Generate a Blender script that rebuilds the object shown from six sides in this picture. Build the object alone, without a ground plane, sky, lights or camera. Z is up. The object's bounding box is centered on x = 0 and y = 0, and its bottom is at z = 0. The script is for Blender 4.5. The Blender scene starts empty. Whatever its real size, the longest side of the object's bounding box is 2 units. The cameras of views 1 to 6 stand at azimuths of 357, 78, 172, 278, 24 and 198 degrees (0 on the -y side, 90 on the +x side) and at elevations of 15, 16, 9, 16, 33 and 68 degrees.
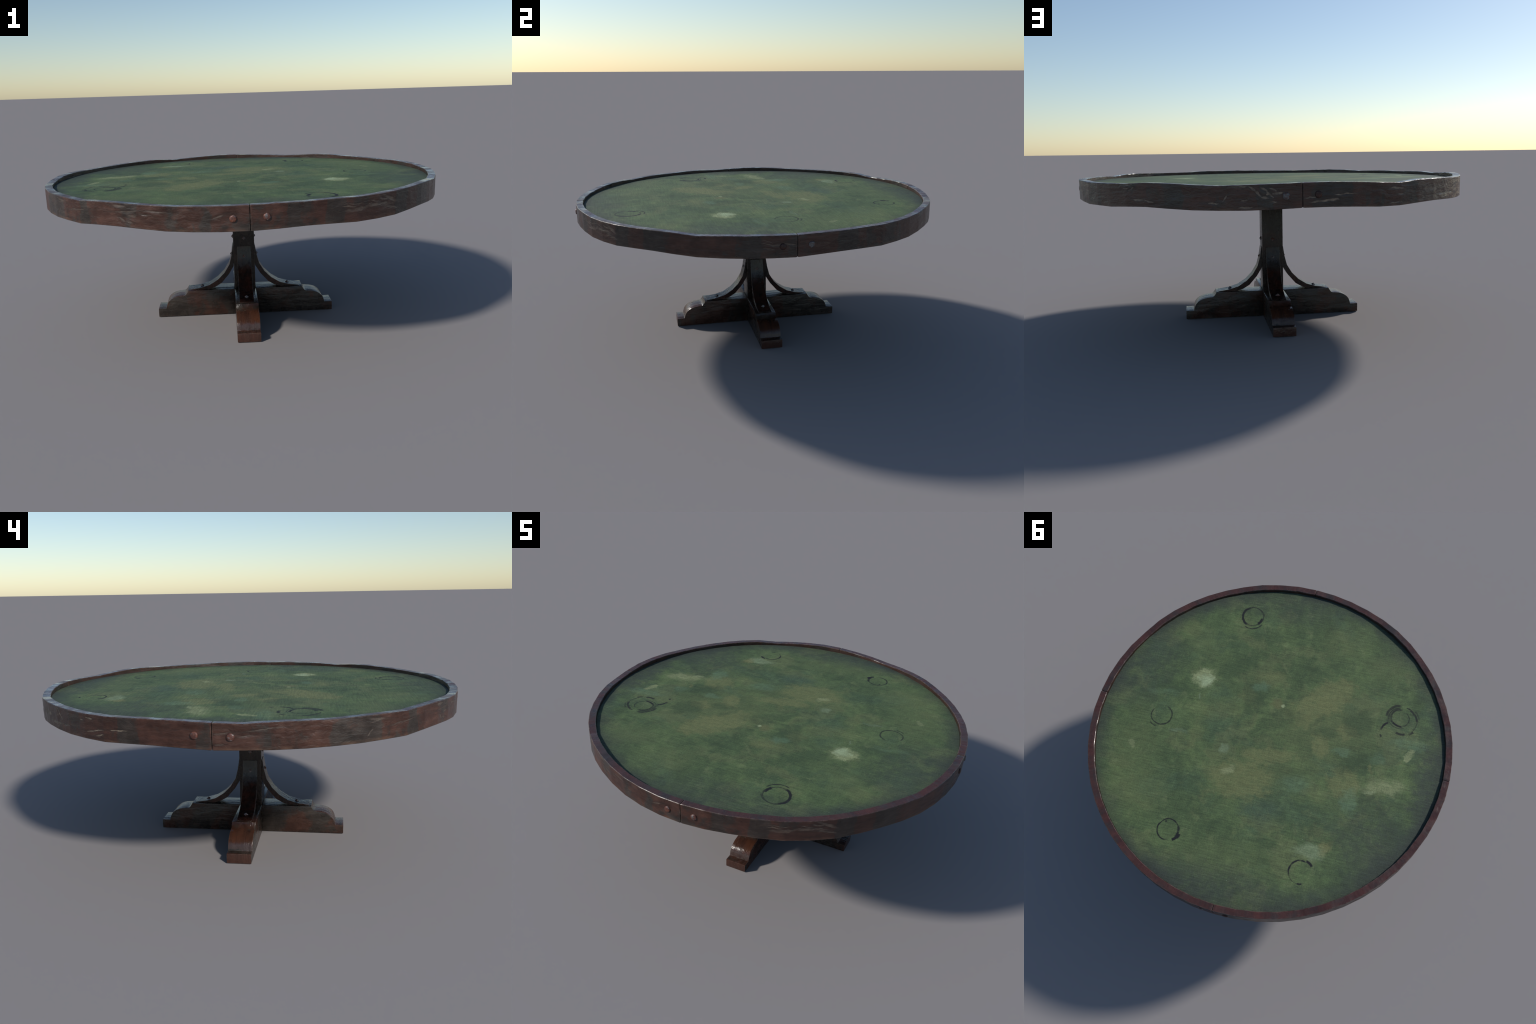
# Old round gaming table: faceted wooden rim in four bolted quarters, worn green cloth,
# square post, four scrolled feet and four bent iron-nailed braces.
import bpy, bmesh, math, random
from mathutils import Vector, Matrix, noise as mnoise

random.seed(7)
mnoise.seed_set(7)
TAU = math.tau

# ------------------------------------------------------------------ sizes
FACETS = 56                    # flat facets round the rim, 14 per quarter
R_OUT, R_IN = 0.995, 0.9587    # corner radii of the rim
Z_CLOTH = 0.751
Z_BOT, Z_TOP = 0.6667, 0.769   # mean heights of the rim's edges
POST = 0.0565                  # half width of the post
FOOT_W = 0.0575                # half width of a foot
FOOT_TOP = 0.141

# hand-worn waviness of the two rim edges, tenths of a millimetre at each facet corner
WAVE_TOP = [-11, 15, 12, 21, -16, -17, -11, 5, 55, 38, -8, -56, -17, 9, 46, 56, 28, -20, -64,
            24, 28, 17, -3, -15, -14, 25, 40, 31, -19, -53, -5, -9, -31, -15, -22, -45, 17, 29,
            4, -24, -18, -17, 1, 19, 8, 28, -13, -15, -2, 14, 36, 17, -57, -15, -9, -1]
WAVE_BOT = [4, 62, 84, 60, 3, 12, 8, 58, 86, 45, 4, -3, 0, 31, 81, 87, 57, 5, 3, 55, 83, 68, 37,
            26, 14, 68, 90, 58, 5, 4, -1, -5, 1, 0, 9, -6, 69, 92, 61, 8, -2, -2, 5, 46, 81, 57,
            0, -6, 0, 63, 92, 55, 2, 1, -1, 5]


def wave(table, a):
    i = a / TAU * FACETS
    k = math.floor(i)
    f = i - k
    return ((1 - f) * table[k % FACETS] + f * table[(k + 1) % FACETS]) * 1e-4


def chord(r, a):
    """radius at angle a of a FACETS-sided polygon with corner radius r"""
    half = math.pi / FACETS
    d = (a % (2 * half)) - half
    return r * math.cos(half) / math.cos(d)


# ------------------------------------------------------------------ node helper
class Nodes:
    def __init__(self, name):
        self.mat = bpy.data.materials.new(name)
        self.mat.use_nodes = True
        self.t = self.mat.node_tree
        self.t.nodes.clear()
        self.out = self.n('ShaderNodeOutputMaterial')
        self.tc = self.n('ShaderNodeTexCoord')
        self.obj = self.tc.outputs['Object']

    def n(self, kind):
        return self.t.nodes.new(kind)

    def put(self, sock, v):
        if isinstance(v, bpy.types.NodeSocket):
            self.t.links.new(v, sock)
        elif v is not None:
            if sock.type == 'RGBA' and len(v) == 3:
                v = (*v, 1)
            sock.default_value = v

    def m(self, op, a, b=None, c=None, clamp=False):
        d = self.n('ShaderNodeMath')
        d.operation, d.use_clamp = op, clamp
        for s, v in zip(d.inputs, (a, b, c)):
            self.put(s, v)
        return d.outputs[0]

    def add(self, a, b): return self.m('ADD', a, b)
    def mul(self, a, b): return self.m('MULTIPLY', a, b)

    def vm(self, op, a, b=None, scale=None):
        d = self.n('ShaderNodeVectorMath')
        d.operation = op
        self.put(d.inputs[0], a)
        if b is not None:
            self.put(d.inputs[1], b)
        if scale is not None:
            self.put(d.inputs['Scale'], scale)
        return d.outputs['Value' if op in ('LENGTH', 'DOT_PRODUCT', 'DISTANCE') else 'Vector']

    def sep(self, v):
        d = self.n('ShaderNodeSeparateXYZ')
        self.put(d.inputs[0], v)
        return d.outputs

    def comb(self, x=0.0, y=0.0, z=0.0):
        d = self.n('ShaderNodeCombineXYZ')
        for s, v in zip(d.inputs, (x, y, z)):
            self.put(s, v)
        return d.outputs[0]

    def noise(self, vec, scale, detail=4.0, rough=0.55, dist=0.0, colour=False):
        d = self.n('ShaderNodeTexNoise')
        self.put(d.inputs['Vector'], vec)
        for k, v in (('Scale', scale), ('Detail', detail), ('Roughness', rough), ('Distortion', dist)):
            d.inputs[k].default_value = v
        return d.outputs['Color' if colour else 'Fac']

    def voro(self, vec, scale, out='Color', feature='F1'):
        d = self.n('ShaderNodeTexVoronoi')
        d.feature = feature
        self.put(d.inputs['Vector'], vec)
        d.inputs['Scale'].default_value = scale
        return d.outputs[out]

    def smooth(self, x, lo, hi, a=0.0, b=1.0):
        d = self.n('ShaderNodeMapRange')
        d.interpolation_type = 'SMOOTHSTEP'
        for k, v in zip(('Value', 'From Min', 'From Max', 'To Min', 'To Max'), (x, lo, hi, a, b)):
            self.put(d.inputs[k], v)
        return d.outputs[0]

    def ramp(self, x, *stops):
        d = self.n('ShaderNodeValToRGB')
        e = d.color_ramp.elements
        while len(e) < len(stops):
            e.new(0.5)
        for s, (p, c) in zip(e, stops):
            s.position, s.color = p, (*c, 1)
        self.put(d.inputs[0], x)
        return d.outputs[0]

    def mix(self, f, a, b, blend='MIX'):
        d = self.n('ShaderNodeMix')
        d.data_type, d.blend_type = 'RGBA', blend
        for i, v in ((0, f), (6, a), (7, b)):
            self.put(d.inputs[i], v)
        return d.outputs[2]

    def warp(self, vec, scale, amount, detail=3.0):
        n = self.noise(vec, scale, detail, colour=True)
        return self.vm('ADD', vec, self.vm('SCALE', self.vm('SUBTRACT', n, (0.5, 0.5, 0.5)), scale=amount))

    def bump(self, height, strength, distance, normal=None):
        d = self.n('ShaderNodeBump')
        d.inputs['Strength'].default_value = strength
        d.inputs['Distance'].default_value = distance
        self.put(d.inputs['Height'], height)
        if normal is not None:
            self.put(d.inputs['Normal'], normal)
        return d.outputs[0]

    def place(self, vec, loc, turn, size):
        """vec seen from a spot: moved, turned and scaled so that the spot is the unit disc"""
        d = self.n('ShaderNodeMapping')
        d.vector_type = 'TEXTURE'
        self.put(d.inputs['Vector'], vec)
        d.inputs['Location'].default_value = (*loc, 0)
        d.inputs['Rotation'].default_value = (0, 0, turn)
        d.inputs['Scale'].default_value = (*size, 1)
        return d.outputs[0]

    def finish(self, colour, rough, normal=None, spec=0.5, metal=0.0, **more):
        p = self.n('ShaderNodeBsdfPrincipled')
        self.put(p.inputs['Base Color'], colour)
        self.put(p.inputs['Roughness'], rough)
        self.put(p.inputs['Metallic'], metal)
        self.put(p.inputs['Specular IOR Level'], spec)
        if normal is not None:
            self.put(p.inputs['Normal'], normal)
        for k, v in more.items():
            self.put(p.inputs[k.replace('_', ' ')], v)
        self.t.links.new(p.outputs[0], self.out.inputs['Surface'])
        return self.mat


# ------------------------------------------------------------------ materials
def cloth_material():
    g = Nodes('worn_green_cloth')
    P = g.obj
    s = g.sep(P)
    flat = g.comb(s[0], s[1], 0.0)
    soft = g.warp(flat, 4.0, 0.10, 5)
    torn = g.warp(g.warp(flat, 5.0, 0.14, 6), 22.0, 0.03, 5)
    fine = g.warp(g.warp(flat, 12.0, 0.075, 7), 40.0, 0.035, 5)

    # ground colour: mottled green with slow drifts to olive and to teal
    c = g.ramp(g.noise(soft, 3.2, 9, 0.66), (0.32, (0.058, 0.089, 0.045)), (0.47, (0.080, 0.119, 0.057)),
               (0.60, (0.102, 0.146, 0.066)), (0.74, (0.132, 0.168, 0.079)))
    shifted = g.vm('ADD', torn, (3.1, 7.7, 1.3))
    c = g.mix(g.smooth(g.noise(shifted, 3.3, 8, 0.6), 0.50, 0.64, 0, 0.45), c, (0.062, 0.104, 0.068))
    c = g.mix(g.smooth(g.noise(g.vm('ADD', shifted, (5, 5, 5)), 5.0, 9, 0.62), 0.52, 0.62, 0, 0.42), c, (0.140, 0.158, 0.079))
    c = g.mix(g.smooth(g.noise(g.vm('ADD', shifted, (9, 1, 5)), 8.0, 9, 0.64), 0.53, 0.62, 0, 0.42), c, (0.051, 0.082, 0.043))
    c = g.mix(g.smooth(g.noise(g.vm('ADD', shifted, (2, 8, 5)), 13.0, 8, 0.64), 0.57, 0.66, 0, 0.45), c, (0.142, 0.172, 0.088))
    crisp = g.noise(torn, 24.0, 8, 0.7)
    k = g.smooth(crisp, 0.30, 0.70, 0.86, 1.22)
    c = g.mix(1.0, c, g.comb(k, k, g.add(g.mul(k, 0.7), 0.3)), 'MULTIPLY')

    # stains: x, y, half-lengths, turn, softness, strength, colour
    cream, pale, tan, teal = (0.34, 0.39, 0.23), (0.265, 0.295, 0.16), (0.166, 0.182, 0.084), (0.125, 0.200, 0.125)
    dark, blue, lime = (0.047, 0.077, 0.041), (0.062, 0.098, 0.071), (0.124, 0.157, 0.072)
    grey = (0.050, 0.062, 0.054)
    stains = [
        # slow shadows and bright fields first
        (0.80, -0.29, .20, .15, .5, .8, .62, grey), (0.80, -0.06, .17, .10, .3, .8, .40, grey),
        (0.122, -0.86, .38, .12, .0, .7, .55, grey), (-0.74, .50, .22, .30, .7, .8, .75, grey),
        (0.18, .90, .28, .13, .2, .7, .85, grey), (-0.91, .08, .10, .34, .1, .6, .85, grey),
        (-0.62, -.74, .10, .18, -.8, .7, .5, grey), (-0.30, .88, .30, .09, -.3, .8, .6, grey),
        (0.62, .50, .18, .13, .3, .8, .6, lime), (0.58, -.50, .20, .08, -.6, .8, .5, lime),
        (-.26, -.69, .14, .11, .2, .8, .6, lime), (-.54, -.59, .12, .10, .4, .8, .6, lime),
        (.70, .22, .12, .20, .2, .8, .55, lime), (.05, .72, .30, .10, .2, .8, .45, lime),
        (-.17, .18, .12, .05, .3, .5, .55, dark), (.34, -.36, .22, .10, .2, .7, .45, dark),
        (-.069, .43, .11, .055, .3, .7, .60, blue),
        # tan wear
        (-.30, -.13, .32, .24, .6, .55, .50, (0.125, 0.150, 0.070)), (.02, .22, .26, .16, .3, .6, .40, (0.125, 0.150, 0.070)),
        (-.266, -.338, .14, .10, .9, .30, .70, tan), (-.18, -.205, .14, .085, .7, .30, .66, tan),
        (-.40, -.133, .065, .045, .2, .28, .70, tan), (-.283, -.018, .05, .08, .2, .30, .70, tan),
        (-.458, .153, .09, .095, .3, .28, .66, tan), (.078, .293, .18, .11, .3, .35, .66, tan),
        (-.026, .114, .14, .045, .25, .28, .62, tan), (.19, -.20, .05, .06, .2, .28, .55, tan),
        (.02, -.20, .04, .035, 0, .28, .5, (0.145, 0.138, 0.068)), (.30, -.08, .13, .06, .3, .6, .28, tan),
        (.40, .10, .04, .09, .1, .6, .35, tan), (.10, -.34, .10, .05, .3, .5, .40, tan),
        # dark blots and swirls over the wear
        (.152, -.203, .08, .11, .3, .35, .70, dark), (-.452, -.193, .09, .07, .9, .40, .62, dark),
        (-.505, .026, .10, .065, .3, .35, .72, dark), (-.02, -.10, .14, .06, .6, .4, .55, dark),
        (-.235, -.165, .05, .022, .9, .4, .60, dark), (-.30, -.10, .06, .04, .2, .4, .50, dark), (-.40, .06, .03, .10, .5, .4, .45, dark),
        # teal worn through
        (.134, -.279, .045, .030, .3, .5, .80, teal), (-.404, -.010, .06, .025, .25, .5, .75, teal),
        (-.752, -.153, .115, .035, .10, .6, .62, teal), (-.51, .255, .042, .075, .1, .4, .80, teal),
        (-.196, .242, .085, .045, .2, .6, .65, teal), (-.60, -.02, .05, .03, .3, .6, .5, teal),
        (.66, -.10, .09, .018, .2, .6, .45, teal),
        # pale and cream
        (.460, -.252, .066, .062, .4, .40, .90, (0.29, 0.33, 0.18)), (.445, -.240, .042, .042, .2, .5, .75, (0.34, 0.42, 0.27)),
        (-.755, -.092, .022, .036, -.3, .2, .75, pale), (-.67, .119, .115, .045, .2, .6, .72, pale),
        (-.385, .565, .075, .042, .2, .5, .78, (.22, .28, .17)), (-.447, .525, .035, .040, .2, .6, .70, (.20, .20, .09)),
        (.152, .251, .036, .020, .9, .5, .75, pale), (.221, .141, .020, .030, .2, .5, .65, (.19, .25, .16)),
        (-.027, -.197, .012, .009, 0, .4, .8, cream), (.452, -.13, .010, .014, .3, .5, .6, (.20, .26, .17)),
        (-.575, .03, .010, .035, .5, .5, .6, tan), (.493, .109, .055, .010, .17, .5, .5, (.14, .20, .13)),
        (.72, .25, .016, .02, 0, .5, .4, pale), (-.61, .17, .03, .012, .3, .5, .5, cream),
    ]
    ragged = g.mul(g.m('SUBTRACT', g.noise(flat, 13.0, 10, 0.76), 0.5), 2.6)
    eaten = g.smooth(g.noise(torn, 30.0, 6, 0.7), 0.34, 0.58, 0.55, 1.0)
    for x, y, a, b, turn, softness, strength, col in stains:
        d = g.add(g.vm('LENGTH', g.place(fine, (x, y), turn, (a, b))), ragged)
        if col is teal:
            strength *= 0.72
        softness = min(0.9, softness + 0.02)
        if col is tan:
            strength = min(0.9, strength * 1.2)
        c = g.mix(g.mul(g.smooth(d, 1 + softness * .7, 1 - softness, 0, strength), eaten), c, col)

    # dark grey-green vignette along the rim
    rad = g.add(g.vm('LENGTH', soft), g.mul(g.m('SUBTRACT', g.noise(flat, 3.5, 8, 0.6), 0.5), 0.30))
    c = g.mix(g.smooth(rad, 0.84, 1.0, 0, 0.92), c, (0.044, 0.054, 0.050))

    # weave: long threads one way, short ones across, fine lint
    ca, sa = math.cos(0.04), math.sin(0.04)
    tu = g.m('MULTIPLY_ADD', s[0], ca, g.mul(s[1], sa))
    tv = g.m('MULTIPLY_ADD', s[0], -sa, g.mul(s[1], ca))
    threads = g.noise(g.comb(g.mul(tu, 10), g.mul(tv, 130), 0.0), 1.0, 4, 0.6)
    across = g.noise(g.comb(g.mul(tu, 150), g.mul(tv, 14), 4.0), 1.0, 3, 0.6)
    lint = g.noise(flat, 160.0, 3, 0.6)
    k = g.add(g.mul(threads, 1.1), g.add(g.mul(across, 0.35), g.mul(lint, 1.2)))
    k = g.add(g.mul(g.add(k, -1.325), 0.95), 1.0)
    c = g.mix(1.0, c, g.comb(k, k, k), 'MULTIPLY')
    flecks = g.noise(flat, 38.0, 2, 0.5)
    c = g.mix(g.smooth(flecks, 0.745, 0.80, 0, 0.6), c, (0.22, 0.30, 0.20))

    # drink rings: centre, radius, half width, middle direction and half spread (degrees), strength
    # directions are read off the table seen from above with its far edge turned upwards
    rings = [
        (.320, -.719, .0625, .0030, 0, 180, .62), (.320, -.719, .0630, .0052, 190, 75, .85),
        (.320, -.719, .0590, .0070, 38, 24, .90), (.316, -.704, .0680, .0030, 85, 48, .75),
        (.316, -.716, .0660, .0022, -40, 40, .6),
        (.618, .042, .0580, .0026, 90, 140, .70), (.618, .042, .0590, .0038, 70, 40, .70),
        (.618, .042, .0575, .0034, 0, 60, .60), (.620, .044, .0740, .0030, 128, 16, .60),
        (.357, .657, .0555, .0027, 225, 130, .85), (.357, .657, .0560, .0050, 10, 28, .85),
        (.352, .656, .0580, .0085, 38, 13, .92), (.348, .662, .0520, .0060, 58, 14, .90),
        (-.362, .683, .0590, .0034, 232, 72, .90), (-.372, .683, .0620, .0050, 312, 20, .90),
        (-.362, .683, .0590, .0016, 132, 30, .55), (-.362, .683, .0590, .0036, 92, 12, .90),
        (-.667, -.302, .0530, .0046, 215, 70, .72), (-.664, -.300, .0620, .0040, 225, 55, .70),
        (-.667, -.302, .0520, .0046, 120, 32, .88), (-.667, -.302, .0490, .0024, 20, 62, .60),
        (-.660, -.306, .0700, .0060, 235, 50, .70), (-.663, -.296, .0600, .0022, 115, 40, .55),
        (-.682, -.289, .0800, .0046, -25, 30, .75), (-.684, -.292, .0900, .0030, -20, 18, .5),
        (-.682, -.289, .0840, .0030, -62, 8, .75), (-.682, -.289, .0800, .0020, 30, 30, .5),
        (-.682, -.289, .0830, .0052, 103, 18, .75), (-.682, -.289, .0880, .0050, 62, 10, .70),
        (-.682, -.289, .0800, .0080, 205, 40, .40),
        (-.634, -.205, .0560, .0046, 228, 32, .88), (-.634, -.205, .0600, .0046, 160, 8, .80),
        (.380, .620, .0010, .0045, 0, 180, .7),
    ]
    wob = g.warp(flat, 9.0, 0.016, 2)
    patchy = g.smooth(g.noise(flat, 30.0, 4, 0.6), 0.25, 0.50, 0.50, 1.0)
    edge = g.mul(g.m('SUBTRACT', g.noise(flat, 55.0, 3), 0.5), 0.006)
    ink = None
    for x, y, r, w, mid, spread, strength in rings:
        a = math.radians(196 - mid)
        d = g.vm('SUBTRACT', wob, (x, y, 0))
        off = g.add(g.m('ABSOLUTE', g.add(g.vm('LENGTH', d), -r)), edge)
        mask = g.smooth(off, w * 1.75, w * 0.75, 0, min(1.0, strength * 1.15))
        if spread < 180:
            cs = g.vm('DOT_PRODUCT', g.vm('NORMALIZE', d), (math.cos(a), math.sin(a), 0))
            h = math.radians(spread)
            mask = g.mul(mask, g.smooth(cs, math.cos(h * 1.12), math.cos(h * 0.80)))
        ink = mask if ink is None else g.m('MAXIMUM', ink, mask)
    c = g.mix(g.mul(ink, patchy), c, (0.013, 0.014, 0.018))

    c = g.mix(1.0, c, (0.87, 0.88, 0.82), 'MULTIPLY')
    nrm = g.bump(g.add(threads, g.add(across, lint)), 0.25, 0.0015)
    return g.finish(c, 0.75, nrm, spec=0.30)


def wood_layers(g, grain, red=0.5, seed=0.0, scratch=0.5, block=None, ribs=0.85):
    """grain: vector with x along the grain, in metres. Gives colour, height, roughness."""
    v = g.vm('ADD', grain, (seed, seed * 1.7, seed * 0.6))
    # broad blotches of red stain over grey-brown old wood
    blot = g.noise(g.vm('MULTIPLY', g.warp(v, 14.0, 0.08, 5), (1.0, 0.7, 0.7)), 8.0, 8, 0.66)
    if block is not None:
        blot = g.add(blot, block)
    streak = g.noise(g.vm('MULTIPLY', g.warp(v, 8.0, 0.03, 3), (6, 46, 46)), 1.0, 6, 0.60)
    fibre = g.noise(g.vm('MULTIPLY', v, (18, 300, 300)), 1.0, 3, 0.6)
    mud = g.noise(g.warp(v, 20.0, 0.03), 17.0, 8, 0.64)
    wave = g.noise(g.vm('MULTIPLY', g.warp(v, 9.0, 0.05, 3), (6, 36, 36)), 1.0, 4, 0.5)
    cold = g.ramp(mud, (0.28, (0.018, 0.0155, 0.014)), (0.52, (0.034, 0.0285, 0.025)), (0.76, (0.056, 0.046, 0.040)))
    warm = g.ramp(mud, (0.25, (0.026, 0.013, 0.010)), (0.52, (0.052, 0.0255, 0.019)), (0.78, (0.080, 0.039, 0.028)))
    c = g.mix(g.smooth(blot, 0.60 - 0.26 * red, 0.70 - 0.26 * red), cold, warm)
    k = g.add(g.mul(g.add(streak, -0.5), 1.2), g.add(g.mul(g.add(fibre, -0.5), 0.22), 1.0))
    c = g.mix(1.0, c, g.comb(k, k, k), 'MULTIPLY')
    # bare gouges running with the grain
    gouge = g.noise(g.vm('MULTIPLY', g.warp(v, 10.0, 0.07, 4), (7, 44, 44)), 1.0, 5, 0.56)
    where = g.smooth(g.noise(g.vm('ADD', v, (9.0, 2.0, 5.0)), 5.0, 4), 0.50, 0.66)
    cut = g.mul(g.smooth(gouge, 0.62, 0.72), where)
    c = g.mix(g.mul(cut, scratch), c, (0.125, 0.105, 0.085))
    # dark cracks
    crack = g.mul(g.smooth(gouge, 0.36, 0.29), g.smooth(mud, 0.35, 0.6))
    c = g.mix(g.mul(crack, 0.65), c, (0.018, 0.012, 0.010))
    height = g.add(g.mul(streak, ribs), g.add(g.mul(fibre, 0.05), g.add(g.mul(wave, 1.1), g.mul(gouge, 0.9))))
    rough = g.smooth(g.add(mud, g.mul(cut, 0.3)), 0.25, 0.8, 0.26, 0.48)
    return c, height, rough


def painted_edge_highlight(g, c, col, amount, radius=0.004, scale=60.0):
    """edge highlights painted into the colour, found with the Bevel node"""
    b = g.n('ShaderNodeBevel')
    b.samples = 4
    b.inputs['Radius'].default_value = radius
    geo = g.n('ShaderNodeNewGeometry')
    dot = g.vm('DOT_PRODUCT', b.outputs[0], geo.outputs['Normal'])
    m = g.smooth(dot, 0.985, 0.90)
    n = g.smooth(g.noise(g.obj, scale, 4, 0.6), 0.38, 0.62)
    return g.mix(g.mul(g.mul(m, n), amount), c, col)


# old knocks and splits in the outer face of the rim:
# direction (degrees), height, half length, half width, slope
SCARS = [
    (-119.0, 0.7388, 0.054, 0.0029, 0.06), (-111.6, 0.7441, 0.047, 0.0029, 0.02), (-117.7, 0.7215, 0.024, 0.0029, 0.10), (-114.3, 0.7285, 0.029, 0.0023, -0.06),
    (-120.3, 0.7056, 0.015, 0.0046, -0.54), (-118.5, 0.6968, 0.019, 0.0040, -0.07), (-121.1, 0.7610, 0.030, 0.0063, -0.02), (-135.9, 0.7255, 0.075, 0.0023, 0.09),
    (-97.1, 0.7259, 0.025, 0.0034, 0.36), (-65.5, 0.7415, 0.048, 0.0023, -0.06), (-66.3, 0.7323, 0.034, 0.0023, -0.07), (-65.8, 0.7134, 0.037, 0.0029, -0.11),
    (-61.8, 0.7213, 0.033, 0.0040, 0.37), (-56.5, 0.7302, 0.070, 0.0029, -0.20), (-53.7, 0.7438, 0.048, 0.0063, -0.44), (-55.9, 0.7464, 0.026, 0.0034, -0.12),
    (-53.8, 0.7068, 0.061, 0.0023, -0.18), (-64.5, 0.7179, 0.052, 0.0074, 0.05), (-66.1, 0.7324, 0.020, 0.0029, -0.27), (-58.2, 0.7264, 0.058, 0.0057, 0.05),
    (-53.7, 0.7109, 0.052, 0.0040, -0.25), (-53.9, 0.7478, 0.033, 0.0029, -0.23), (-7.6, 0.7417, 0.030, 0.0020, -0.30), (-7.2, 0.7268, 0.038, 0.0029, -0.20),
    (-7.5, 0.7096, 0.027, 0.0026, -0.13), (-5.2, 0.7257, 0.024, 0.0040, 0.24), (-2.1, 0.7285, 0.031, 0.0034, -0.18), (49.2, 0.7025, 0.029, 0.0029, -0.08),
    (52.6, 0.6981, 0.027, 0.0026, -0.13), (45.7, 0.7645, 0.030, 0.0034, 0.10), (47.0, 0.7471, 0.015, 0.0026, 0.50), (44.9, 0.7475, 0.021, 0.0023, 0.11),
    (78.6, 0.7516, 0.018, 0.0029, -0.56), (80.0, 0.7330, 0.017, 0.0034, -0.75), (81.2, 0.7489, 0.015, 0.0034, -0.33), (82.6, 0.7291, 0.018, 0.0034, -0.80),
    (83.3, 0.7473, 0.015, 0.0026, -0.41), (81.4, 0.7160, 0.013, 0.0034, -0.15), (84.2, 0.7321, 0.019, 0.0040, 0.11), (83.1, 0.6977, 0.014, 0.0020, -0.01),
    (77.1, 0.6789, 0.028, 0.0031, 0.04), (69.6, 0.6948, 0.022, 0.0026, -0.02), (72.3, 0.7141, 0.016, 0.0023, 0.91), (76.8, 0.7057, 0.013, 0.0023, 0.17),
    (75.4, 0.7595, 0.039, 0.0029, 0.04), (92.0, 0.7146, 0.030, 0.0020, 0.17), (95.3, 0.7002, 0.057, 0.0040, 0.09), (82.2, 0.7303, 0.008, 0.0029, 0.57),
    (127.2, 0.7282, 0.059, 0.0069, -0.05), (125.8, 0.7229, 0.023, 0.0051, -0.34), (133.9, 0.7025, 0.072, 0.0020, 0.02), (134.7, 0.7442, 0.030, 0.0020, -0.79),
    (136.5, 0.7428, 0.035, 0.0020, -0.75), (114.5, 0.7405, 0.038, 0.0034, -0.01), (115.9, 0.7149, 0.019, 0.0020, 0.08), (114.4, 0.6811, 0.035, 0.0020, 0.04),
    (124.1, 0.7200, 0.009, 0.0017, -0.12), (124.2, 0.6912, 0.009, 0.0026, -0.06), (139.7, 0.7048, 0.037, 0.0017, -0.02), (100.1, 0.7234, 0.051, 0.0023, 0.01),
    (150.9, 0.7065, 0.046, 0.0017, 0.10), (158.5, 0.7202, 0.046, 0.0020, 0.08), (152.5, 0.6902, 0.025, 0.0026, 0.13), (146.8, 0.7412, 0.009, 0.0029, -0.02),
    (149.5, 0.7510, 0.019, 0.0023, 0.04), (-178.0, 0.7305, 0.031, 0.0026, 0.06), (-170.8, 0.7399, 0.039, 0.0026, 0.09), (-167.3, 0.7463, 0.032, 0.0023, 0.08),
    (-173.1, 0.7193, 0.028, 0.0020, 0.10), (-178.6, 0.6901, 0.016, 0.0029, 0.00), (-175.8, 0.7253, 0.014, 0.0020, 0.04), (-143.8, 0.7520, 0.041, 0.0046, -0.11),
    (-137.8, 0.7232, 0.023, 0.0023, 0.05), (-145.9, 0.7015, 0.018, 0.0029, 0.79), (-144.6, 0.7437, 0.024, 0.0023, 0.22),
]
# greyed, unstained stretches of the rim: middle direction and half width in degrees
GREY_RUNS = [(141, 5.5), (161, 2.8), (178.4, 1.5), (-149, 6.5), (-133, 1.5), (-101, 2.2), (-80, 1.6), (-70, 2.5), (-49, 2.6), (-38, 3.2),
             (-12.5, 3.2), (14, 3), (27, 7), (57, 5), (81.5, 1.6), (97, 5), (108, 2.5), (119, 2.6)]


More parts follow.
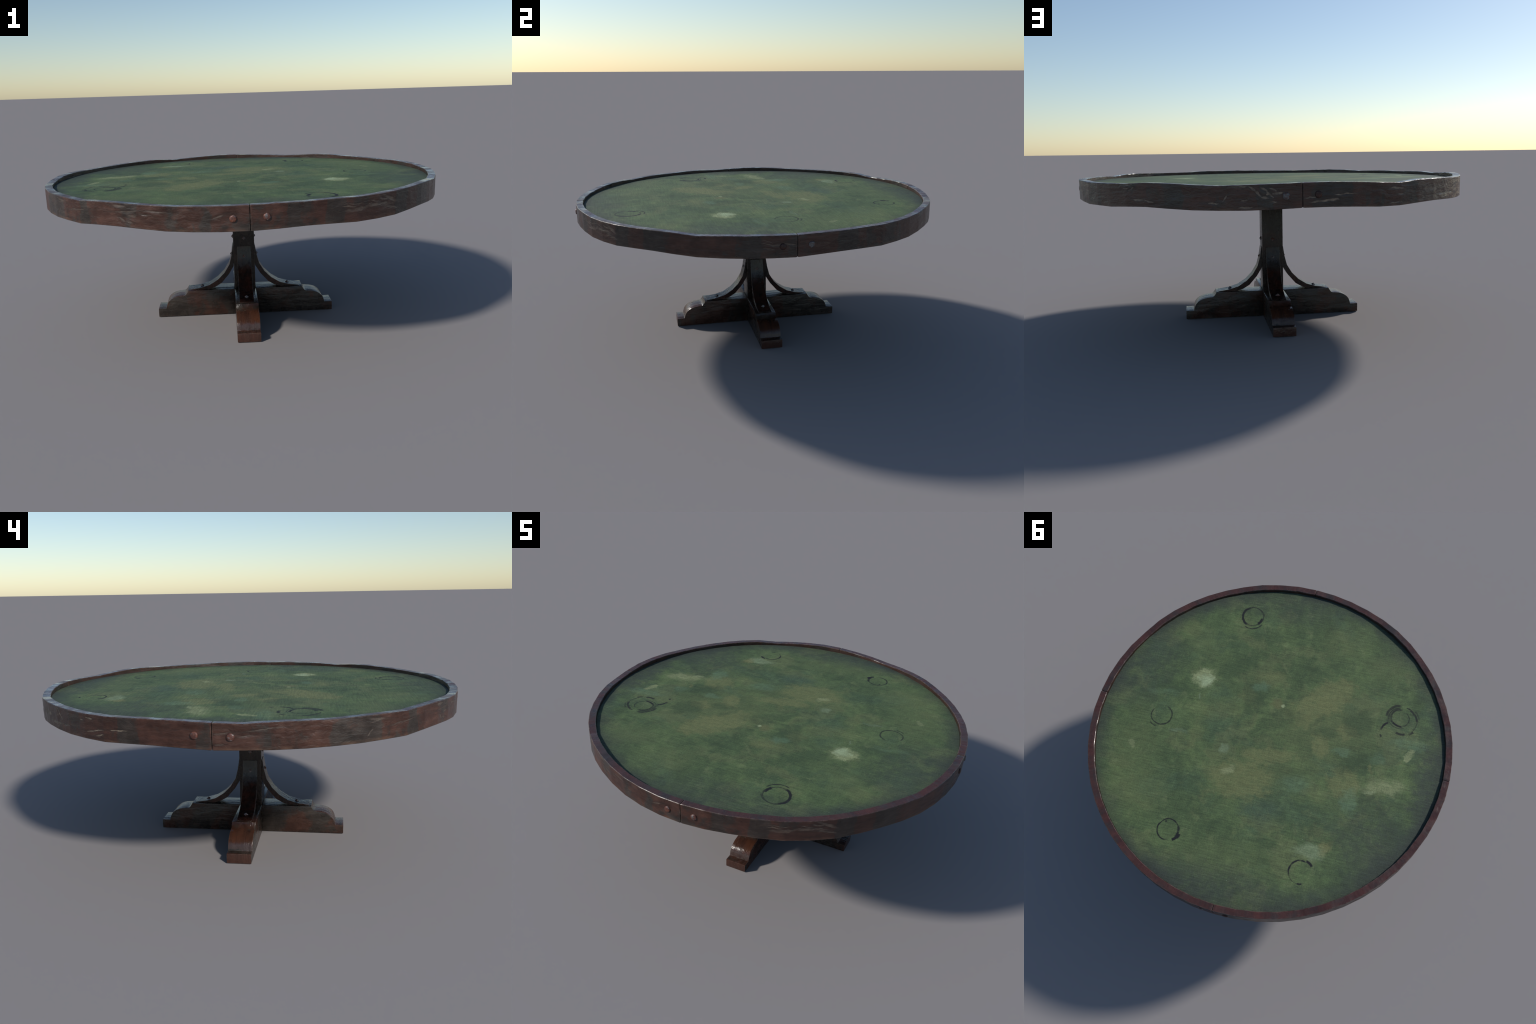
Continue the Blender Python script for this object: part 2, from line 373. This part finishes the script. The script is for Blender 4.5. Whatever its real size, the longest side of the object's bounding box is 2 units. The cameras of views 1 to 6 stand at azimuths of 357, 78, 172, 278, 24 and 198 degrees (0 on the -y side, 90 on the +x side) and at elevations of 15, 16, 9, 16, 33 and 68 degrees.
def rim_material(quarter):
    g = Nodes('rim_wood')
    mid_dir = 45 + 90 * quarter
    s = g.sep(g.obj)
    ang = g.m('ARCTAN2', s[1], s[0])
    rad = g.vm('LENGTH', g.comb(s[0], s[1]))
    grain = g.comb(ang, s[2], rad)
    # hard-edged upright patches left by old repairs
    jag = g.add(ang, g.mul(g.m('SUBTRACT', g.noise(grain, 16.0, 6, 0.6), 0.5), 0.06))
    run = None
    for mid, half in GREY_RUNS:
        if abs((mid - mid_dir + 180) % 360 - 180) > 45 + half + 2:
            continue
        d = g.m('DIVIDE', g.m('ABSOLUTE', g.add(jag, -math.radians(mid))), math.radians(half))
        run = d if run is None else g.m('MINIMUM', run, d)
    c, h, r = wood_layers(g, grain, red=0.85 if quarter < 2 else 0.66, seed=2.3, scratch=0.35, ribs=0.30, block=g.smooth(run, 0.88, 1.08, -0.10, 0.06))
    # knocks: bare wood inside, groove shading painted as a dark ring
    face = g.warp(g.warp(g.comb(g.mul(ang, R_OUT), s[2], 0.0), 18.0, 0.018, 4), 70.0, 0.005, 3)
    hit = None
    for deg, z, half, wide, slope in SCARS:
        if abs((deg - mid_dir + 180) % 360 - 180) > 47:
            continue
        d = g.vm('LENGTH', g.place(face, (math.radians(deg) * R_OUT, z), slope, (half * 1.1, wide * (1.3, 1.35, 1.0, 1.1)[quarter])))
        hit = d if hit is None else g.m('MINIMUM', hit, d)
    hit = g.add(hit, g.mul(g.m('SUBTRACT', g.noise(grain, 60.0, 5, 0.65), 0.5), 0.9))
    out = g.smooth(rad, 0.985, 0.99)
    bare = g.mul(g.smooth(hit, 1.10, 0.65), out)
    c = g.mix(g.mul(g.mul(g.smooth(hit, 2.6, 1.2), out), 0.45), c, (0.026, 0.019, 0.016))
    c = g.mix(g.mul(bare, (0.80, 0.90, 0.42, 0.72)[quarter]), c, g.ramp(g.noise(grain, 40.0, 4), (0.35, (0.085, 0.074, 0.062) if quarter < 2 else (0.070, 0.056, 0.047)),  # scar colour lifted on shaded quarters and for quarter 3's grazing glint
                                                             (0.65, (0.250, 0.225, 0.175) if quarter < 2 else (0.135, 0.116, 0.094))))
    geo = g.n('ShaderNodeNewGeometry')
    nz = g.sep(geo.outputs['Normal'])[2]
    top = g.smooth(nz, 0.5, 0.9)
    # thin saw lines across the top face
    lines = g.noise(g.comb(g.mul(ang, 90.0), g.mul(rad, 3.0), 0.0), 1.0, 3, 0.6)
    tone = g.ramp(g.noise(g.vm('ADD', grain, (4, 0, 0)), 13.0, 6, 0.6), (0.36, (0.040, 0.036, 0.037)),
                  (0.48, (0.056, 0.032, 0.031)), (0.66, (0.078, 0.035, 0.032)))
    k = g.add(g.mul(lines, 0.7), 0.65)
    tone = g.mix(1.0, tone, g.comb(k, k, k), 'MULTIPLY')
    c = g.mix(g.mul(top, 0.8), c, tone)
    # the inner wall is given a darker colour
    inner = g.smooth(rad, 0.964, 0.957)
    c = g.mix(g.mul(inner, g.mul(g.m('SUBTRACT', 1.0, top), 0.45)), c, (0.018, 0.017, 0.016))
    # rubbed lower edge
    low = g.mul(g.smooth(s[2], 0.684, 0.668), g.smooth(g.noise(grain, 9.0, 5), 0.42, 0.62))
    c = g.mix(g.mul(low, 0.45), c, (0.14, 0.085, 0.055))
    c = g.mix(1.0, c, (1.03, 0.93, 0.88) if quarter == 2 else (1.06, 0.91, 0.84), 'MULTIPLY')
    c = painted_edge_highlight(g, c, (0.20, 0.165, 0.135), 0.5)
    swell = g.noise(g.vm('ADD', grain, (1, 0, 3)), 15.0, 5, 0.55)
    hh = g.add(g.mul(h, g.m('SUBTRACT', 1.0, g.mul(top, 0.75))), g.add(g.mul(g.mul(lines, top), 0.10), g.mul(g.mul(swell, top), 1.1)))
    rr = g.add(g.add(r, g.mul(bare, 0.25 if quarter < 3 else 0.0)), g.mul(top, g.smooth(swell, 0.35, 0.65, -0.18, 0.02)))
    return g.finish(c, rr, g.bump(hh, 0.5, 0.006), spec=0.45)


def leg_material(name, red, tint=None, seed=0.0, zone=None, axis='X', scratch=0.35, dull=False):
    g = Nodes(name)
    info = g.n('ShaderNodeObjectInfo')
    s = g.sep(g.obj)
    if axis == 'X':
        v = g.comb(s[0], s[1], s[2])
    else:
        v = g.comb(s[2], s[0], s[1])
    v = g.vm('ADD', v, g.vm('SCALE', (3.0, 5.0, 2.0), scale=info.outputs['Random']))
    c, h, r = wood_layers(g, v, red=red, seed=seed, scratch=scratch)
    if zone == 'foot':
        # the rounded toe is rubbed to orange-brown, its lower part bleached grey-mauve
        geo = g.n('ShaderNodeNewGeometry')
        side = g.m('ABSOLUTE', g.vm('DOT_PRODUCT', geo.outputs['Normal'], g.comb(*[0, 0, 1])))
        tn = g.n('ShaderNodeVectorTransform')
        tn.vector_type, tn.convert_from, tn.convert_to = 'NORMAL', 'WORLD', 'OBJECT'
        g.put(tn.inputs[0], geo.outputs['Normal'])
        ny = g.m('ABSOLUTE', g.sep(tn.outputs[0])[1])
        face = g.smooth(ny, 0.7, 0.4)
        wob = g.add(s[2], g.mul(g.add(g.noise(v, 26.0, 6, 0.65), -0.5), 0.055))
        col = g.noise(g.vm('MULTIPLY', v, (4, 38, 4)), 1.0, 5, 0.6)
        orange = g.ramp(col, (0.30, (0.036, 0.018, 0.014)), (0.52, (0.066, 0.029, 0.019)), (0.75, (0.098, 0.039, 0.021)))
        mauve = g.ramp(col, (0.30, (0.050, 0.033, 0.032)), (0.60, (0.078, 0.054, 0.053)), (0.8, (0.088, 0.076, 0.070)))
        z1 = g.mul(g.smooth(wob, 0.064, 0.084), g.smooth(g.add(s[0], g.mul(g.add(col, -0.5), 0.05)), 0.325, 0.355))
        z2 = g.mul(g.smooth(wob, 0.046, 0.052), g.smooth(wob, 0.080, 0.070))
        z3 = g.smooth(s[0], 0.468, 0.474)
        c = g.mix(g.mul(face, g.mul(z1, 0.85)), c, orange)
        c = g.mix(g.mul(face, g.mul(z2, 0.80)), c, mauve)
        c = g.mix(g.mul(face, g.mul(z3, 0.80)), c, g.ramp(col, (0.3, (0.054, 0.026, 0.021)), (0.7, (0.088, 0.042, 0.032))))
        ridges = g.noise(g.comb(0.0, g.mul(s[1], 95.0), g.mul(s[0], 4.0)), 1.0, 3, 0.6)
        h = g.add(h, g.mul(g.mul(ridges, face), 0.45))
        r = g.add(g.mul(r, g.m('SUBTRACT', 1.0, face)), g.mul(g.add(g.mul(r, 0.6), 0.10), face))
    if zone == 'brace':
        lower = g.smooth(g.add(s[2], g.mul(g.add(g.noise(v, 20.0, 5), -0.5), 0.10)), 0.30, 0.24)
        c = g.mix(g.mul(lower, 0.75), c, g.ramp(g.noise(v, 28.0, 6), (0.4, (0.020, 0.013, 0.012)), (0.65, (0.070, 0.022, 0.014))))
    r = g.add(g.mul(r, 0.3), 0.7) if dull else g.mul(r, 0.78)
    if tint:
        c = g.mix(1.0, c, tint, 'MULTIPLY')
    c = painted_edge_highlight(g, c, (0.22, 0.19, 0.165), 0.75, radius=0.003)
    c = g.mix(1.0, c, (0.83, 0.755, 0.70), 'MULTIPLY')
    return g.finish(c, r, g.bump(h, 0.45, 0.005), spec=0.1 if dull else 0.36)


def iron_material(name, rusty, dark=1.0):
    g = Nodes(name)
    info = g.n('ShaderNodeObjectInfo')
    v = g.vm('ADD', g.obj, g.vm('SCALE', (1.0, 2.0, 3.0), scale=info.outputs['Random']))
    n = g.noise(v, 150.0, 5, 0.65)
    rust = g.ramp(g.noise(v, 90.0, 5), (0.3, (0.060, 0.025, 0.020)), (0.55, (0.125, 0.050, 0.036)), (0.74, (0.23, 0.075, 0.032)))
    grey = g.ramp(n, (0.3, (0.06, 0.055, 0.055)), (0.7, (0.27, 0.25, 0.25)))
    c = g.mix(g.smooth(g.noise(v, 70.0, 5, 0.65), 0.62 - 0.22 * rusty, 0.50 - 0.22 * rusty), rust, grey)
    if dark < 1:
        c = g.mix(1.0, c, (dark, dark, dark), 'MULTIPLY')
    return g.finish(c, g.smooth(n, 0.3, 0.7, 0.35, 0.65), g.bump(n, 0.6, 0.002), spec=0.5, metal=0.25)


MAT_CLOTH = cloth_material()
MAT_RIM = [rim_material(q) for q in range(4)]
MAT_FOOT = leg_material('foot_wood', 0.52, zone='foot', seed=1.2, scratch=0.45)
MAT_POST = leg_material('post_wood', 0.15, seed=5.1, axis='Z', tint=(0.64, 0.56, 0.51))
MAT_BRACE = leg_material('brace_wood', 0.22, seed=8.4, axis='Z', zone='brace', tint=(0.85, 0.85, 0.85))
MAT_BOARD = leg_material('underside_wood', 0.35, seed=3.3, tint=(0.7, 0.7, 0.7), dull=True)
MAT_BOLT = iron_material('rusty_bolt_iron', 0.72)
MAT_BOLT_DARK = iron_material('shade_darkened_bolt_iron', 0.75, dark=0.36)  # same iron, base colour dimmed for the side away from the sun
MAT_BOLT_GREY = iron_material('grey_bolt_iron', 0.05, dark=0.75)
gd = Nodes('near_black_joint')
MAT_GAP = gd.finish(gd.ramp(gd.noise(gd.obj, 60.0), (0.3, (0.006, 0.005, 0.005)), (0.7, (0.016, 0.013, 0.012))), 0.9, spec=0.1)
MAT_NAIL = iron_material('dull_nail_iron', 0.15)


# ------------------------------------------------------------------ object helpers
def link(ob, parent):
    bpy.context.scene.collection.objects.link(ob)
    if parent:
        ob.parent = parent
    return ob


def from_bmesh(bm, name, mat, parent, angle=35):
    bmesh.ops.recalc_face_normals(bm, faces=bm.faces)
    me = bpy.data.meshes.new(name)
    lim = math.cos(math.radians(angle))
    for e in bm.edges:
        if len(e.link_faces) == 2:
            e.smooth = e.link_faces[0].normal.dot(e.link_faces[1].normal) > lim
    for f in bm.faces:
        f.smooth = True
    bm.to_mesh(me)
    bm.free()
    me.materials.append(mat)
    return link(bpy.data.objects.new(name, me), parent)


def copy_of(ob, parent, matrix=None):
    new = ob.copy()
    link(new, parent)
    if matrix is not None:
        new.matrix_basis = matrix
    return new


def extrude_profile(points, y0, y1):
    """prism from a closed x-z outline, long edges left for bevelling"""
    bm = bmesh.new()
    a = [bm.verts.new((x, y0, z)) for x, z in points]
    b = [bm.verts.new((x, y1, z)) for x, z in points]
    n = len(points)
    for i in range(n):
        bm.faces.new((a[i], a[(i + 1) % n], b[(i + 1) % n], b[i]))
    bm.faces.new(a)
    bm.faces.new(b[::-1])
    return bm


def chamfer(bm, width, angle=40, segments=2):
    bmesh.ops.recalc_face_normals(bm, faces=bm.faces)
    ed = [e for e in bm.edges if len(e.link_faces) == 2 and e.calc_face_angle() > math.radians(angle)]
    bmesh.ops.bevel(bm, geom=ed, offset=width, segments=segments, profile=0.6, affect='EDGES', clamp_overlap=True)


# ------------------------------------------------------------------ the table
table = bpy.data.objects.new('round_game_table', None)
link(table, None)
table['label'] = 'round pedestal gaming table, stained green cloth in worn dark wooden rim'
table['category'] = 'table'

top = bpy.data.objects.new('tabletop', None)
link(top, table)
base = bpy.data.objects.new('pedestal', None)
link(base, table)


# --- rim quarters: a faceted, hand-worn hoop section with rubbed arrises
def scar_depth(a, z, p):
    """how deep the knocks bite into the outer face here"""
    deg = (math.degrees(a) + 180) % 360 - 180
    best = 0.0
    for d0, z0, half, wide, slope in SCARS:
        du = math.radians(deg - d0) * R_OUT
        if abs(du) > half * 1.3:
            continue
        dz = z - z0 + 0.003 * mnoise.noise(p * 14)
        u = (du * math.cos(slope) + dz * math.sin(slope)) / half
        v = (-du * math.sin(slope) + dz * math.cos(slope)) / (wide + 0.0015)
        best = max(best, 1 - math.hypot(u, v))
    return 0.0013 * min(1.0, best * 1.6)


def rim_quarter(q):
    gap = 0.0017 / R_OUT
    a0, a1 = q * TAU / 4 + gap, (q + 1) * TAU / 4 - gap
    per = 20
    cols = 14 * per
    ch = 0.0022
    zs = 22
    bm = bmesh.new()
    rings = []
    for i in range(cols + 1):
        a = a0 + (a1 - a0) * i / cols
        zt, zb = Z_TOP + wave(WAVE_TOP, a), Z_BOT + wave(WAVE_BOT, a)
        ro, ri = chord(R_OUT, a), chord(R_IN, a)
        end = 0.0012 if i in (0, cols) else 0.0
        loop = []
        for k in range(zs + 1):
            loop.append((ro - end, zb + ch + (zt - zb - 2 * ch) * k / zs, 1))
        for k in range(4):
            loop.append((ro - ch - (ro - ri - 2 * ch) * k / 3, zt - end, 2))
        for k in range(5):
            loop.append((ri + end, zt - ch - (zt - zb - 2 * ch) * k / 4, 3))
        loop.append((ri + ch, zb + end, 4))
        loop.append((ro - ch, zb + end, 4))
        ring = []
        for r, z, face in loop:
            p = Vector((math.cos(a), math.sin(a), z * 9))
            n1 = mnoise.fractal(Vector((p.x * 9, p.y * 9, p.z * 1.6)), 1.0, 2.0, 4)
            n2 = mnoise.fractal(Vector((p.x * 30 + 7, p.y * 30, p.z * 5)), 1.0, 2.0, 3)
            if face == 1:
                r += -0.0009 * abs(n1) + 0.0004 * n2 - scar_depth(a, z, p)
            elif face == 2:
                z += 0.0006 * n2 - 0.0005 * abs(n1)
            elif face == 3:
                r += 0.0008 * n2
            ring.append(bm.verts.new((r * math.cos(a), r * math.sin(a), z)))
        rings.append(ring)
    n = len(rings[0])
    for i in range(cols):
        for j in range(n):
            bm.faces.new((rings[i][j], rings[i + 1][j], rings[i + 1][(j + 1) % n], rings[i][(j + 1) % n]))
    bm.faces.new(rings[0])
    bm.faces.new(rings[-1])
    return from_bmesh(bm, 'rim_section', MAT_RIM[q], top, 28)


sections = [rim_quarter(q) for q in range(4)]


# a near-black filler plate closes the gap between two quarters
def filler_plate_mesh(a):
    bm = bmesh.new()
    bmesh.ops.create_cube(bm, size=1.0)
    zt, zb = Z_TOP + wave(WAVE_TOP, a) - 0.0045, Z_BOT + wave(WAVE_BOT, a) + 0.0035
    for v in bm.verts:
        v.co = (0.9640 + (v.co.x + 0.5) * 0.0265, v.co.y * 0.0050, zb + (v.co.z + 0.5) * (zt - zb))
    bmesh.ops.rotate(bm, verts=bm.verts, cent=(0, 0, 0), matrix=Matrix.Rotation(a, 3, 'Z'))
    return bm


for q in range(4):
    from_bmesh(filler_plate_mesh(q * TAU / 4), 'joint_filler_plate', MAT_GAP, top)


# --- cloth and the board that carries it
def disc(r, z0, z1, round_off):
    bm = bmesh.new()
    prof = [(0.0, z1), (r - round_off, z1), (r, z1 - round_off), (r, z0), (0.0, z0)]
    rows = []
    for rr, z in prof:
        if rr == 0:
            rows.append([bm.verts.new((0, 0, z))])
        else:
            rows.append([bm.verts.new((rr * math.cos(TAU * k / FACETS), rr * math.sin(TAU * k / FACETS), z)) for k in range(FACETS)])
    for a, b in zip(rows, rows[1:]):
        for k in range(FACETS):
            k2 = (k + 1) % FACETS
            if len(a) == 1:
                bm.faces.new((a[0], b[k], b[k2]))
            elif len(b) == 1:
                bm.faces.new((a[k], b[0], a[k2]))
            else:
                bm.faces.new((a[k], b[k], b[k2], a[k2]))
    return bm


from_bmesh(disc(0.9583, Z_CLOTH - 0.004, Z_CLOTH, 0.0008), 'cloth', MAT_CLOTH, top)
from_bmesh(disc(0.9570, 0.6790, Z_CLOTH - 0.0045, 0.0005), 'board', MAT_BOARD, top)


# --- bolt heads either side of each joint
def bolt_mesh():
    bm = bmesh.new()
    prof = [(0.0, 0.0078), (0.005, 0.0077), (0.0098, 0.0072), (0.0130, 0.0060), (0.0145, 0.0038), (0.0147, 0.0015), (0.0147, -0.006)]
    seg = 24
    rows = []
    for r, h in prof:
        if r == 0:
            rows.append([bm.verts.new((h, 0, 0))])
            continue
        row = []
        for k in range(seg):
            a = TAU * k / seg
            j = 1 + 0.035 * mnoise.noise(Vector((math.cos(a) * 2, math.sin(a) * 2, h * 200)))
            hh = h + (0.0006 * mnoise.noise(Vector((r * 300, a * 2, 3))) if h > 0 else 0)
            row.append(bm.verts.new((hh, r * j * math.cos(a), r * j * math.sin(a))))
        rows.append(row)
    for a, b in zip(rows, rows[1:]):
        for k in range(seg):
            k2 = (k + 1) % seg
            if len(a) == 1:
                bm.faces.new((a[0], b[k], b[k2]))
            else:
                bm.faces.new((a[k], b[k], b[k2], a[k2]))
    bm.faces.new(rows[-1][::-1])
    return bm


bolts = [(3.70, .7212), (86.25, .7222), (93.65, .7260), (176.30, .7209), (183.80, .7165),
         (266.25, .7180), (273.72, .7213), (356.24, .7186)]
first = None
for deg, z in bolts:
    a = math.radians(deg)
    facet = (math.floor(a / TAU * FACETS) + 0.5) * TAU / FACETS
    r = chord(R_OUT, a) - 0.0010
    m = Matrix.Translation((r * math.cos(a), r * math.sin(a), z)) @ Matrix.Rotation(facet, 4, 'Z') @ Matrix.Rotation(deg, 4, 'X')
    if first is None:
        first = from_bmesh(bolt_mesh(), 'bolt', MAT_BOLT, top, 50)
        bolt = first
        bolt.matrix_basis = m
    else:
        bolt = copy_of(first, top, m)
    bolt.material_slots[0].link = 'OBJECT'
    bolt.material_slots[0].material = (MAT_BOLT if 150 < deg < 300 else MAT_BOLT_GREY if deg in (3.70, 86.25) else MAT_BOLT_DARK)

# --- post
bm = bmesh.new()
bmesh.ops.create_cube(bm, size=1.0)
for v in bm.verts:
    v.co = (v.co.x * 2 * POST, v.co.y * 2 * POST, 0.002 + (v.co.z + 0.5) * (0.6785 - 0.002))
chamfer(bm, 0.0025, 40)
post = from_bmesh(bm, 'post', MAT_POST, base)

# --- feet: scrolled beams, one profile turned four ways, mitred where they meet under the post
foot_profile = [(0.4780, 0.0), (0.4780, 0.0458), (0.4368, 0.0452), (0.4345, 0.0540), (0.4315, 0.0640), (0.4275, 0.0745),
                (0.4215, 0.0838), (0.4135, 0.0920), (0.4040, 0.0990), (0.3925, 0.1050), (0.3790, 0.1096),
                (0.3640, 0.1125), (0.3480, 0.1142), (0.3360, 0.1150), (0.3290, 0.1178), (0.3235, 0.1228),
                (0.3190, 0.1290), (0.3150, 0.1350), (0.3125, FOOT_TOP), (0.0, FOOT_TOP), (0.0, 0.0)]
bm = extrude_profile(foot_profile, -FOOT_W, FOOT_W)
for v in bm.verts:
    if v.co.x < 0.01:
        v.co.x = FOOT_W + 0.0003
chamfer(bm, 0.0016, 32)
foot = from_bmesh(bm, 'foot', MAT_FOOT, base, 30)
# the inner end becomes a wedge so that four feet fill the crossing
bm = bmesh.new()
bm.from_mesh(foot.data)
ends = [f for f in bm.faces if f.normal.x < -0.9 and f.calc_area() > 0.005]
r = bmesh.ops.poke(bm, faces=ends)
for v in r['verts']:
    v.co.x = 0.0006
bm.to_mesh(foot.data)
bm.free()
for k in range(1, 4):
    copy_of(foot, base, Matrix.Rotation(k * TAU / 4, 4, 'Z'))

# --- braces: bent straps from the post down on to the feet
outer = [(0.0600, 0.3815), (0.0682, 0.3280), (0.0815, 0.2770), (0.1095, 0.2310), (0.1455, 0.1945), (0.1905, 0.1660),
         (0.2400, 0.1512), (0.3000, 0.1428)]
inner = [(0.3000, 0.1416), (0.1980, 0.1416), (0.1640, 0.1515), (0.1285, 0.1725), (0.0862, 0.2215), (0.0590, 0.2660),
         (0.0568, 0.2900), (0.0568, 0.3815)]
bm = extrude_profile(outer + inner, -0.0372, 0.0372)
chamfer(bm, 0.0012, 32, 1)
brace = from_bmesh(bm, 'brace', MAT_BRACE, base, 34)
braces = [brace] + [copy_of(brace, base, Matrix.Rotation(k * TAU / 4, 4, 'Z')) for k in range(1, 4)]


# --- square-headed nails: low pyramids set on their corners
def nail_mesh():
    bm = bmesh.new()
    rows = []
    for half, h in ((0.0112, -0.004), (0.0112, 0.0008), (0.0100, 0.0022), (0.0016, 0.0088)):
        rows.append([bm.verts.new((h, half * x, half * y)) for x, y in ((1, 0), (0, 1), (-1, 0), (0, -1))])
    for a, b in zip(rows, rows[1:]):
        for k in range(4):
            bm.faces.new((a[k], a[(k + 1) % 4], b[(k + 1) % 4], b[k]))
    bm.faces.new(rows[0][::-1])
    bm.faces.new(rows[-1])
    return bm


nail_first = None
spots = [(POST, 0.4255, 0.0), (0.0664, 0.3280, 9.0), (0.2350, 0.1524, 79.0)]   # distance out, height, tilt
for k in range(4):
    for d, z, tilt in spots:
        m = (Matrix.Rotation(k * TAU / 4, 4, 'Z') @ Matrix.Translation((d, 0, z))
             @ Matrix.Rotation(-math.radians(tilt), 4, 'Y') @ Matrix.Rotation(random.uniform(-.08, .08), 4, 'X'))
        if nail_first is None:
            nail_first = from_bmesh(nail_mesh(), 'nail', MAT_NAIL, base, 10)
            nail_first.matrix_basis = m
        else:
            copy_of(nail_first, base, m)
